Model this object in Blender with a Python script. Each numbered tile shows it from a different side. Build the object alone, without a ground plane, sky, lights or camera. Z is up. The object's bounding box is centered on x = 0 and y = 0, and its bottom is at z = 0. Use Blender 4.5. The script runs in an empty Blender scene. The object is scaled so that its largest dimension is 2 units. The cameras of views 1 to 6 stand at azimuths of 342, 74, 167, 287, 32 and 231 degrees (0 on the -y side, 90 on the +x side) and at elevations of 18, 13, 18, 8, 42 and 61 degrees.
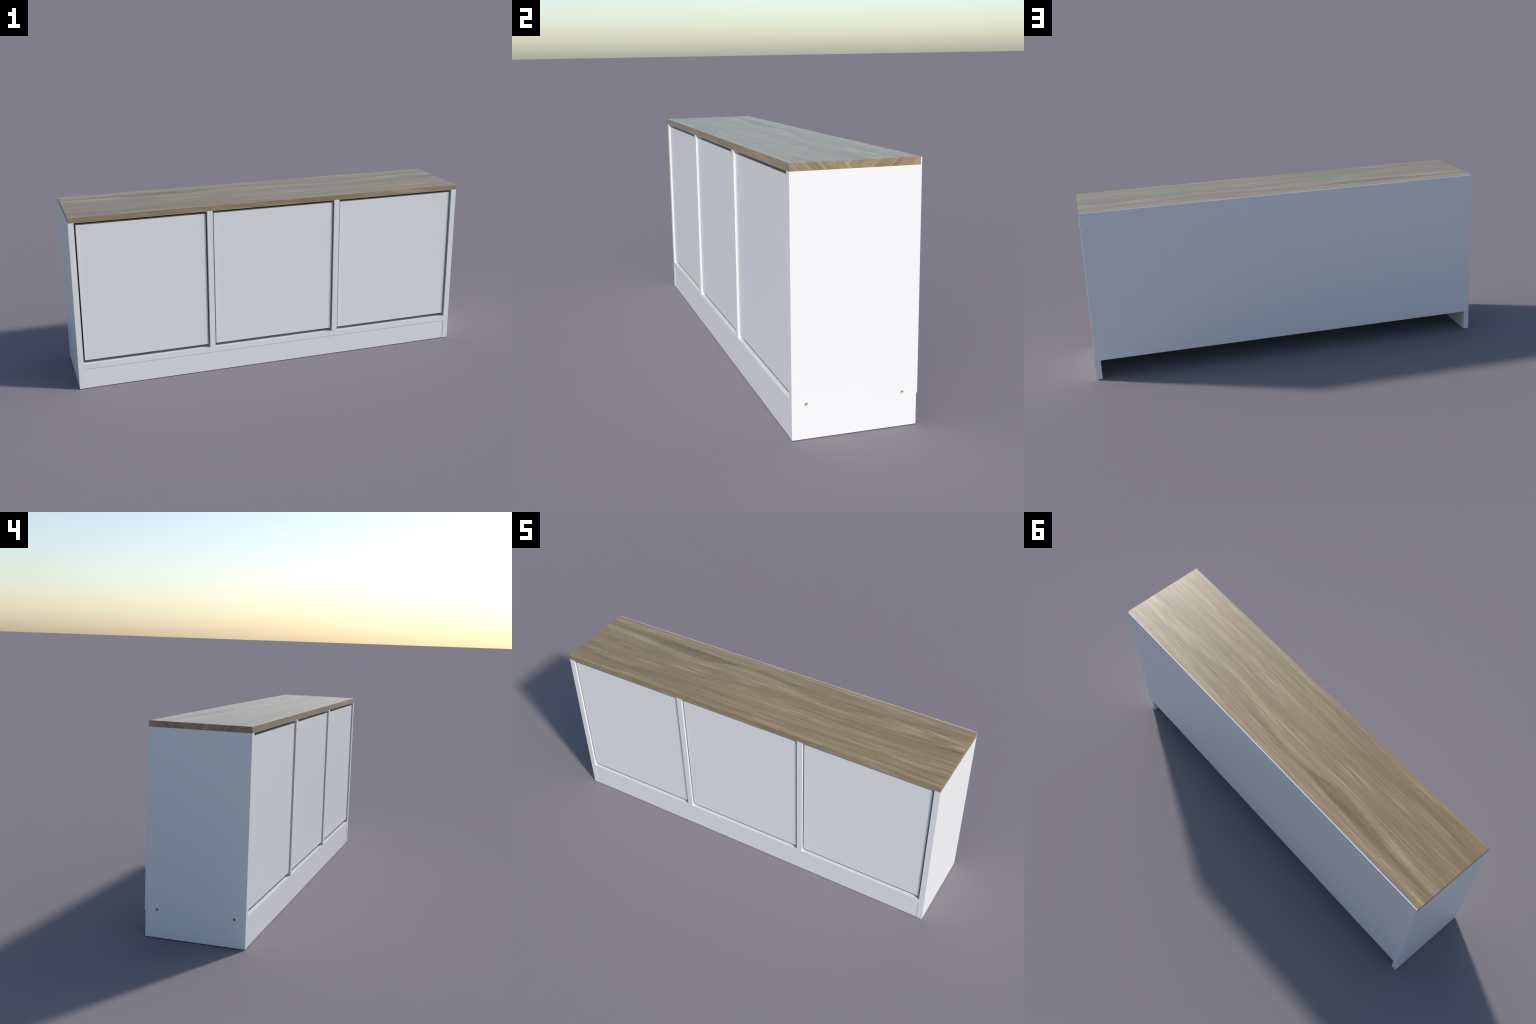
"""Low white sideboard: wood-decor top board, three inset push doors between
upright panels, recessed plinth, thin back panel, screw holes in the sides."""
import math
import bpy
import bmesh

# ------------------------------------------------------------------ sizes (m)
HALF_W = 1.0            # half of the overall width
FRONT = -0.2104         # front plane of the carcass
BACK = 0.2104           # rear face of the back panel
BACK_T = 0.0050         # back panel thickness
REAR = BACK - BACK_T    # rear plane of the carcass boards
HEIGHT = 0.8576
BOARD = 0.0267          # board thickness
TOP_T = 0.0251          # top board, with its white underside
LAMINATE = 0.0006       # white underside / rear edge of the top board
BOTTOM_Z0, BOTTOM_Z1 = 0.0999, 0.1271
BAY_UNDER_TOP = HEIGHT - TOP_T
DIVIDER_X = (-0.3290, 0.3288)
DIVIDER_T = 0.0271
DOOR_BACKSET = 0.0066   # door fronts lie this far behind the frame
DOOR_Z0, DOOR_Z1 = 0.1440, 0.8198
GAP_OUTER, GAP_INNER = 0.0082, 0.0072   # door clearance at the sides / dividers
DOOR_T = 0.0225
PLINTH_BACKSET = 0.0013
BACK_INSET = 0.0033     # back panel is this much smaller than the carcass
HOLE_R = 0.0058
HOLE_Y = (-0.1627, 0.1571)
HOLE_Z = 0.1131

SCENE = bpy.context.scene


# ------------------------------------------------------------- node utilities
class Graph:
    """Thin helper for writing shader node maths as expressions."""

    def __init__(self, name):
        self.mat = bpy.data.materials.new(name)
        self.mat.use_nodes = True
        self.nodes = self.mat.node_tree.nodes
        self.links = self.mat.node_tree.links
        self.nodes.clear()
        self.out = self.nodes.new("ShaderNodeOutputMaterial")
        self.bsdf = self.nodes.new("ShaderNodeBsdfPrincipled")
        self.links.new(self.bsdf.outputs["BSDF"], self.out.inputs["Surface"])

    def put(self, socket, value):
        if isinstance(value, bpy.types.NodeSocket):
            self.links.new(value, socket)
        else:
            socket.default_value = value

    def math(self, op, a, b=0.0, c=0.0, clamp=False):
        n = self.nodes.new("ShaderNodeMath")
        n.operation = op
        n.use_clamp = clamp
        for i, v in enumerate((a, b, c)):
            self.put(n.inputs[i], v)
        return n.outputs[0]

    def add(self, a, b):
        return self.math("ADD", a, b)

    def sub(self, a, b):
        return self.math("SUBTRACT", a, b)

    def mul(self, a, b):
        return self.math("MULTIPLY", a, b)

    def absolute(self, a):
        return self.math("ABSOLUTE", a)

    def xyz(self, x, y, z):
        n = self.nodes.new("ShaderNodeCombineXYZ")
        for i, v in enumerate((x, y, z)):
            self.put(n.inputs[i], v)
        return n.outputs[0]

    def split(self, vector):
        n = self.nodes.new("ShaderNodeSeparateXYZ")
        self.links.new(vector, n.inputs[0])
        return n.outputs[0], n.outputs[1], n.outputs[2]

    def noise(self, vector, scale=1.0, detail=2.0, rough=0.5, distortion=0.0):
        n = self.nodes.new("ShaderNodeTexNoise")
        self.put(n.inputs["Vector"], vector)
        n.inputs["Scale"].default_value = scale
        n.inputs["Detail"].default_value = detail
        n.inputs["Roughness"].default_value = rough
        n.inputs["Distortion"].default_value = distortion
        return n.outputs["Fac"]

    def smooth(self, value, lo, hi, to0=0.0, to1=1.0):
        n = self.nodes.new("ShaderNodeMapRange")
        n.interpolation_type = "SMOOTHSTEP"
        self.put(n.inputs[0], value)
        self.put(n.inputs[1], lo)
        self.put(n.inputs[2], hi)
        self.put(n.inputs[3], to0)
        self.put(n.inputs[4], to1)
        return n.outputs[0]

    def curve(self, value, points):
        """Smooth profile through a few (x, y) control points, all in 0..1."""
        n = self.nodes.new("ShaderNodeFloatCurve")
        c = n.mapping.curves[0]
        for i, p in enumerate(points):
            if i < 2:
                c.points[i].location = p
            else:
                c.points.new(*p)
        n.mapping.update()
        self.put(n.inputs["Value"], value)
        return n.outputs[0]

    def ramp(self, fac, stops):
        n = self.nodes.new("ShaderNodeValToRGB")
        e = n.color_ramp.elements
        while len(e) < len(stops):
            e.new(0.5)
        for el, (pos, col) in zip(e, stops):
            el.position = pos
            el.color = (*col, 1.0)
        self.put(n.inputs[0], fac)
        return n.outputs["Color"]

    def mix(self, fac, a, b):
        n = self.nodes.new("ShaderNodeMix")
        n.data_type = "RGBA"
        self.put(n.inputs["Factor"], fac)
        self.put(n.inputs["A"], a)
        self.put(n.inputs["B"], b)
        return n.outputs["Result"]

    def mixf(self, fac, a, b):
        n = self.nodes.new("ShaderNodeMix")
        n.data_type = "FLOAT"
        self.put(n.inputs["Factor"], fac)
        self.put(n.inputs["A"], a)
        self.put(n.inputs["B"], b)
        return n.outputs["Result"]


# ------------------------------------------------------------------ materials
def white_melamine():
    g = Graph("white_melamine")
    tc = g.nodes.new("ShaderNodeTexCoord").outputs["Object"]
    n = g.noise(tc, 3.0, 2.0)
    col = g.mix(n, (0.780, 0.780, 0.780, 1), (0.790, 0.790, 0.790, 1))
    g.put(g.bsdf.inputs["Base Color"], col)
    g.bsdf.inputs["Roughness"].default_value = 0.35
    return g.mat


def wood_decor():
    """Grey-brown oak decor: streaks along x, two darker heart bands near the
    rear edge with a pale cathedral between, slanted grain on the end edges."""
    g = Graph("wood_decor")
    tc = g.nodes.new("ShaderNodeTexCoord").outputs["Object"]
    x, y, z = g.split(tc)
    nx, ny, nz = g.split(g.nodes.new("ShaderNodeNewGeometry").outputs["Normal"])
    t = g.math("MULTIPLY_ADD", x, 0.5, 0.5)                 # 0..1 along the top

    # heart band: rear border u(x) and width w(x), both in metres
    u = g.curve(t, [(0.0, 0.660), (0.20, 0.650), (0.35, 0.637), (0.44, 0.636),
                    (0.55, 0.630), (0.70, 0.616), (0.83, 0.640), (1.0, 0.665)])
    u = g.sub(u, 0.5)
    w = g.curve(t, [(0.0, 0.32), (0.12, 0.40), (0.20, 0.54), (0.27, 0.62), (0.35, 0.38), (0.43, 0.12),
                    (0.48, 0.16), (0.58, 0.40), (0.70, 0.50), (0.82, 0.38), (1.0, 0.30)])
    w = g.mul(w, 0.1)
    wob = g.sub(g.noise(g.xyz(g.mul(x, 2.2), g.mul(y, 9.0), 3.1), 1.0, 2.0), 0.5)
    wob2 = g.sub(g.noise(g.xyz(g.mul(x, 14.0), g.mul(y, 45.0), 7.7), 1.0, 2.0), 0.5)
    # fibres in front of the band bow around its wide places
    bow = g.mul(g.smooth(y, -0.12, 0.08), g.smooth(y, 0.10, 0.16, 1.0, 0.0))
    v = g.add(y, g.mul(g.mul(g.sub(w, 0.04), bow), 0.22))
    v = g.add(v, g.mul(wob, 0.012))
    v = g.add(v, g.mul(wob2, 0.0035))

    # front edge: the sheet folds over, streaks a little off-axis
    front = g.smooth(g.absolute(ny), 0.5, 0.9)
    vf = g.add(z, g.mul(g.noise(g.xyz(g.mul(x, 3.0), 1.0, 5.0)), 0.06))
    vf = g.add(vf, g.mul(x, 0.05))
    v = g.mixf(front, v, vf)

    # streak layers: mostly fine straight fibres, a few paler thin lines
    broad = g.noise(g.xyz(g.mul(x, 0.7), g.mul(v, 9.0), 0.3), 1.0, 1.0)
    mid = g.noise(g.xyz(g.mul(x, 1.5), g.mul(v, 48.0), 1.7), 1.0, 2.0, 0.55)
    fine = g.noise(g.xyz(g.mul(x, 5.5), g.mul(v, 165.0), 4.2), 1.0, 3.0, 0.6)
    # thin pale lines: contour crossings of a stretched noise, broken up along x
    field = g.noise(g.xyz(g.mul(x, 0.9), g.mul(v, 46.0), 6.1), 1.0, 1.5, 0.5)
    lines = g.smooth(g.absolute(g.sub(field, 0.5)), 0.006, 0.040, 1.0, 0.0)
    lines = g.mul(lines, g.smooth(g.noise(g.xyz(g.mul(x, 5.0), g.mul(v, 40.0), 2.6), 1.0, 2.0), 0.34, 0.56))
    fleck = g.noise(g.xyz(g.mul(x, 75.0), g.mul(v, 360.0), 8.8), 1.0, 2.0, 0.6)
    tone = g.add(g.mul(g.sub(broad, 0.5), 0.35), g.mul(g.sub(mid, 0.5), 0.58))
    tone = g.add(tone, g.mul(g.sub(fine, 0.5), 0.68))
    tone = g.add(tone, g.mul(lines, 0.25))
    tone = g.add(tone, g.mul(g.sub(fleck, 0.5), 0.38))
    tone = g.sub(tone, 0.065)

    # figure: darker heart band with frayed borders
    top = g.smooth(nz, 0.5, 0.9)
    fray = g.sub(g.noise(g.xyz(g.mul(x, 3.0), g.mul(y, 75.0), 2.0), 1.0, 3.0), 0.5)
    fray = g.add(g.mul(fray, 0.026), g.mul(g.sub(fine, 0.5), 0.012))
    d = g.add(g.sub(y, u), fray)
    nw = g.mul(w, -1.0)
    dark = g.mul(g.smooth(d, g.sub(nw, 0.008), g.add(nw, 0.006)), g.smooth(d, -0.007, 0.007, 1.0, 0.0))
    strength = g.curve(t, [(0.0, 0.50), (0.12, 0.60), (0.22, 0.85), (0.29, 1.0), (0.40, 0.95),
                           (0.47, 0.40), (0.60, 0.55), (0.8, 0.50), (1.0, 0.60)])
    tone = g.sub(tone, g.mul(g.mul(g.mul(dark, strength), 0.30), top))
    # a little paler just in front of the band, and along the rear edge
    pale = g.smooth(g.absolute(g.add(g.add(d, w), 0.022)), 0.004, 0.028, 1.0, 0.0)
    tone = g.add(tone, g.mul(g.mul(pale, 0.10), top))
    rear = g.smooth(g.add(y, fray), 0.150, 0.180)
    tone = g.add(tone, g.mul(g.mul(rear, 0.06), top))
    # cathedral arches towards the right end
    ax = g.sub(x, 0.93)
    ay = g.sub(y, 0.075)
    arch = g.add(g.mul(ax, 0.35), g.mul(g.mul(ay, ay), 38.0))
    arch = g.add(arch, g.mul(wob, 0.05))
    rings = g.math("SINE", g.mul(arch, 72.0))
    arch_mask = g.mul(g.smooth(x, 0.35, 0.75), g.smooth(g.absolute(ay), 0.02, 0.075, 1.0, 0.0))
    tone = g.add(tone, g.mul(g.mul(g.mul(rings, arch_mask), 0.10), top))
    tone = g.add(tone, g.mul(g.mul(arch_mask, 0.06), top))
    # darker area front left, pale strip along the very front edge there
    area = g.mul(g.smooth(x, -0.9, -0.1, 1.0, 0.0), g.smooth(y, -0.02, -0.10))
    tone = g.sub(tone, g.mul(g.mul(area, 0.10), top))
    lip = g.mul(g.smooth(g.add(y, g.mul(x, 0.02)), -0.215, -0.195, 1.0, 0.0),
                g.smooth(x, -0.75, -0.35, 1.0, 0.0))
    tone = g.add(tone, g.mul(g.mul(lip, 0.22), top))

    # soft slanted patches on the front edge
    patch = g.noise(g.xyz(g.mul(g.add(x, g.mul(z, 2.5)), 9.0), g.mul(z, 40.0), 1.0), 1.0, 2.0)
    tone = g.add(tone, g.mul(g.add(g.mul(g.sub(patch, 0.5), 0.45), 0.08), front))

    # end edges: slanted grain, kinked into chevrons
    end = g.smooth(g.absolute(nx), 0.5, 0.9)
    zc = g.sub(z, HEIGHT - 0.5 * TOP_T)
    bend = g.sub(g.noise(g.xyz(g.mul(y, 14.0), 0.0, 0.0), 1.0, 1.0), 0.5)
    vertex = g.smooth(y, -0.16, 0.15, 0.016, -0.016)
    kink = g.absolute(g.add(g.sub(zc, vertex), g.mul(bend, 0.012)))
    e = g.sub(y, g.mul(kink, 1.1))
    endtone = g.add(g.mul(g.sub(g.noise(g.xyz(g.mul(e, 130.0), 0.4, g.mul(z, 14.0)), 1.0, 3.0, 0.6), 0.5), 1.0),
                    g.mul(g.sub(g.noise(g.xyz(g.mul(e, 34.0), 2.4, 0.0), 1.0, 1.0), 0.5), 0.7))
    tone = g.mixf(end, tone, endtone)

    fac = g.add(g.mul(tone, g.mixf(end, 0.88, 1.1)), 0.5)
    col = g.ramp(fac, [(0.10, (0.169, 0.125, 0.066)), (0.38, (0.253, 0.191, 0.106)),
                       (0.58, (0.321, 0.247, 0.144)), (0.88, (0.446, 0.359, 0.232))])
    # slow drift between greenish grey and warm brown
    drift = g.noise(g.xyz(g.mul(x, 2.0), g.mul(v, 24.0), 9.0), 1.0, 2.0)
    warm = g.smooth(drift, 0.42, 0.68)
    col = g.mix(g.mul(warm, 0.6), col, g.ramp(fac, [(0.10, (0.179, 0.119, 0.065)), (0.38, (0.274, 0.190, 0.106)),
                                                   (0.58, (0.344, 0.245, 0.145)), (0.88, (0.475, 0.357, 0.235))]))
    g.put(g.bsdf.inputs["Base Color"], col)
    g.bsdf.inputs["Roughness"].default_value = 0.30
    return g.mat


WHITE = white_melamine()
WOOD = wood_decor()


# ------------------------------------------------------------------- geometry
ROOT = bpy.data.objects.new("sideboard", None)
SCENE.collection.objects.link(ROOT)
ROOT["label"] = "long low white sideboard with brown wood top, three doors"
ROOT["category"] = "sideboard"


def link(name, mesh, parent, material):
    ob = bpy.data.objects.new(name, mesh)
    SCENE.collection.objects.link(ob)
    ob.parent = parent
    if not mesh.materials:
        mesh.materials.append(material)
    return ob


def board_mesh(name, lo, hi, chamfer=0.0):
    """A rectangular board between two corners, edges optionally eased."""
    bm = bmesh.new()
    bmesh.ops.create_cube(bm, size=1.0)
    for v in bm.verts:
        v.co = [lo[i] + (v.co[i] + 0.5) * (hi[i] - lo[i]) for i in range(3)]
    if chamfer:
        bmesh.ops.bevel(bm, geom=bm.edges[:], offset=chamfer, segments=2,
                        affect="EDGES", profile=0.5)
    me = bpy.data.meshes.new(name)
    bm.to_mesh(me)
    bm.free()
    return me


def board(name, lo, hi, parent=ROOT, material=WHITE, chamfer=0.0):
    return link(name, board_mesh(name, lo, hi, chamfer), parent, material)


def drill(ob, holes, axis_from, axis_to):
    """Bore round screw holes along x through a board."""
    bm = bmesh.new()
    for y, z in holes:
        n = 32
        ring = []
        for x in (axis_from, axis_to):
            ring.append([bm.verts.new((x, y + HOLE_R * math.cos(2 * math.pi * k / n),
                                       z + HOLE_R * math.sin(2 * math.pi * k / n))) for k in range(n)])
        for k in range(n):
            bm.faces.new((ring[0][k], ring[0][(k + 1) % n], ring[1][(k + 1) % n], ring[1][k]))
        bm.faces.new(ring[0])
        bm.faces.new(ring[1])
    bmesh.ops.recalc_face_normals(bm, faces=bm.faces[:])
    me = bpy.data.meshes.new("drill")
    bm.to_mesh(me)
    bm.free()
    cutter = bpy.data.objects.new("drill", me)
    SCENE.collection.objects.link(cutter)
    mod = ob.modifiers.new("bore", "BOOLEAN")
    mod.operation = "DIFFERENCE"
    mod.solver = "EXACT"
    mod.object = cutter
    dg = bpy.context.evaluated_depsgraph_get()
    bored = bpy.data.meshes.new_from_object(ob.evaluated_get(dg))
    ob.modifiers.clear()
    old = ob.data
    ob.data = bored
    bored.name = old.name
    bpy.data.meshes.remove(old)
    bpy.data.objects.remove(cutter)
    bpy.data.meshes.remove(me)


# side panels, standing on the floor
HOLES = [(y, HOLE_Z) for y in HOLE_Y]
left = board("side_panel", (-HALF_W, FRONT, 0.0), (-HALF_W + BOARD, REAR, BAY_UNDER_TOP))
right = board("side_panel", (HALF_W - BOARD, FRONT, 0.0), (HALF_W, REAR, BAY_UNDER_TOP))
drill(left, HOLES, -HALF_W - 0.02, -HALF_W + 0.022)
drill(right, HOLES, HALF_W - 0.022, HALF_W + 0.02)

# bottom board with its front edge flush in the frame
board("bottom_panel", (-HALF_W + BOARD, FRONT, BOTTOM_Z0), (HALF_W - BOARD, REAR, BOTTOM_Z1))

# plinth, a touch behind the frame with hairline joints all round
board("plinth", (-HALF_W + BOARD + 0.0004, FRONT + PLINTH_BACKSET, 0.0),
      (HALF_W - BOARD - 0.0004, FRONT + PLINTH_BACKSET + BOARD, BOTTOM_Z0 - 0.0008))

# two upright dividers
for cx in DIVIDER_X:
    board("divider", (cx - DIVIDER_T / 2, FRONT, BOTTOM_Z1), (cx + DIVIDER_T / 2, REAR, BAY_UNDER_TOP))

# three inset push-open doors
bays = [-HALF_W + BOARD]
for cx in DIVIDER_X:
    bays += [cx - DIVIDER_T / 2, cx + DIVIDER_T / 2]
bays.append(HALF_W - BOARD)
for x0, x1 in zip(bays[0::2], bays[1::2]):
    x0 += GAP_OUTER if x0 < -0.9 else GAP_INNER
    x1 -= GAP_OUTER if x1 > 0.9 else GAP_INNER
    board("door", (x0, FRONT + DOOR_BACKSET, DOOR_Z0), (x1, FRONT + DOOR_BACKSET + DOOR_T, DOOR_Z1),
          chamfer=0.0006)

# wood-decor top with a white underside and a white rear edge
top = board("top_board", (-HALF_W, FRONT, BAY_UNDER_TOP + LAMINATE), (HALF_W, REAR - 0.5 * LAMINATE, HEIGHT),
            material=WOOD)
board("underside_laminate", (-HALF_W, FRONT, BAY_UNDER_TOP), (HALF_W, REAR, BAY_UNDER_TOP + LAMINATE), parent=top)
board("rear_edge_band", (-HALF_W, REAR - 0.5 * LAMINATE, BAY_UNDER_TOP + LAMINATE), (HALF_W, REAR, HEIGHT), parent=top)

# thin back panel nailed on behind, open gap above the floor
board("back_panel", (-HALF_W + BACK_INSET, REAR, 0.1036), (HALF_W - BACK_INSET, BACK, HEIGHT - 0.0026))
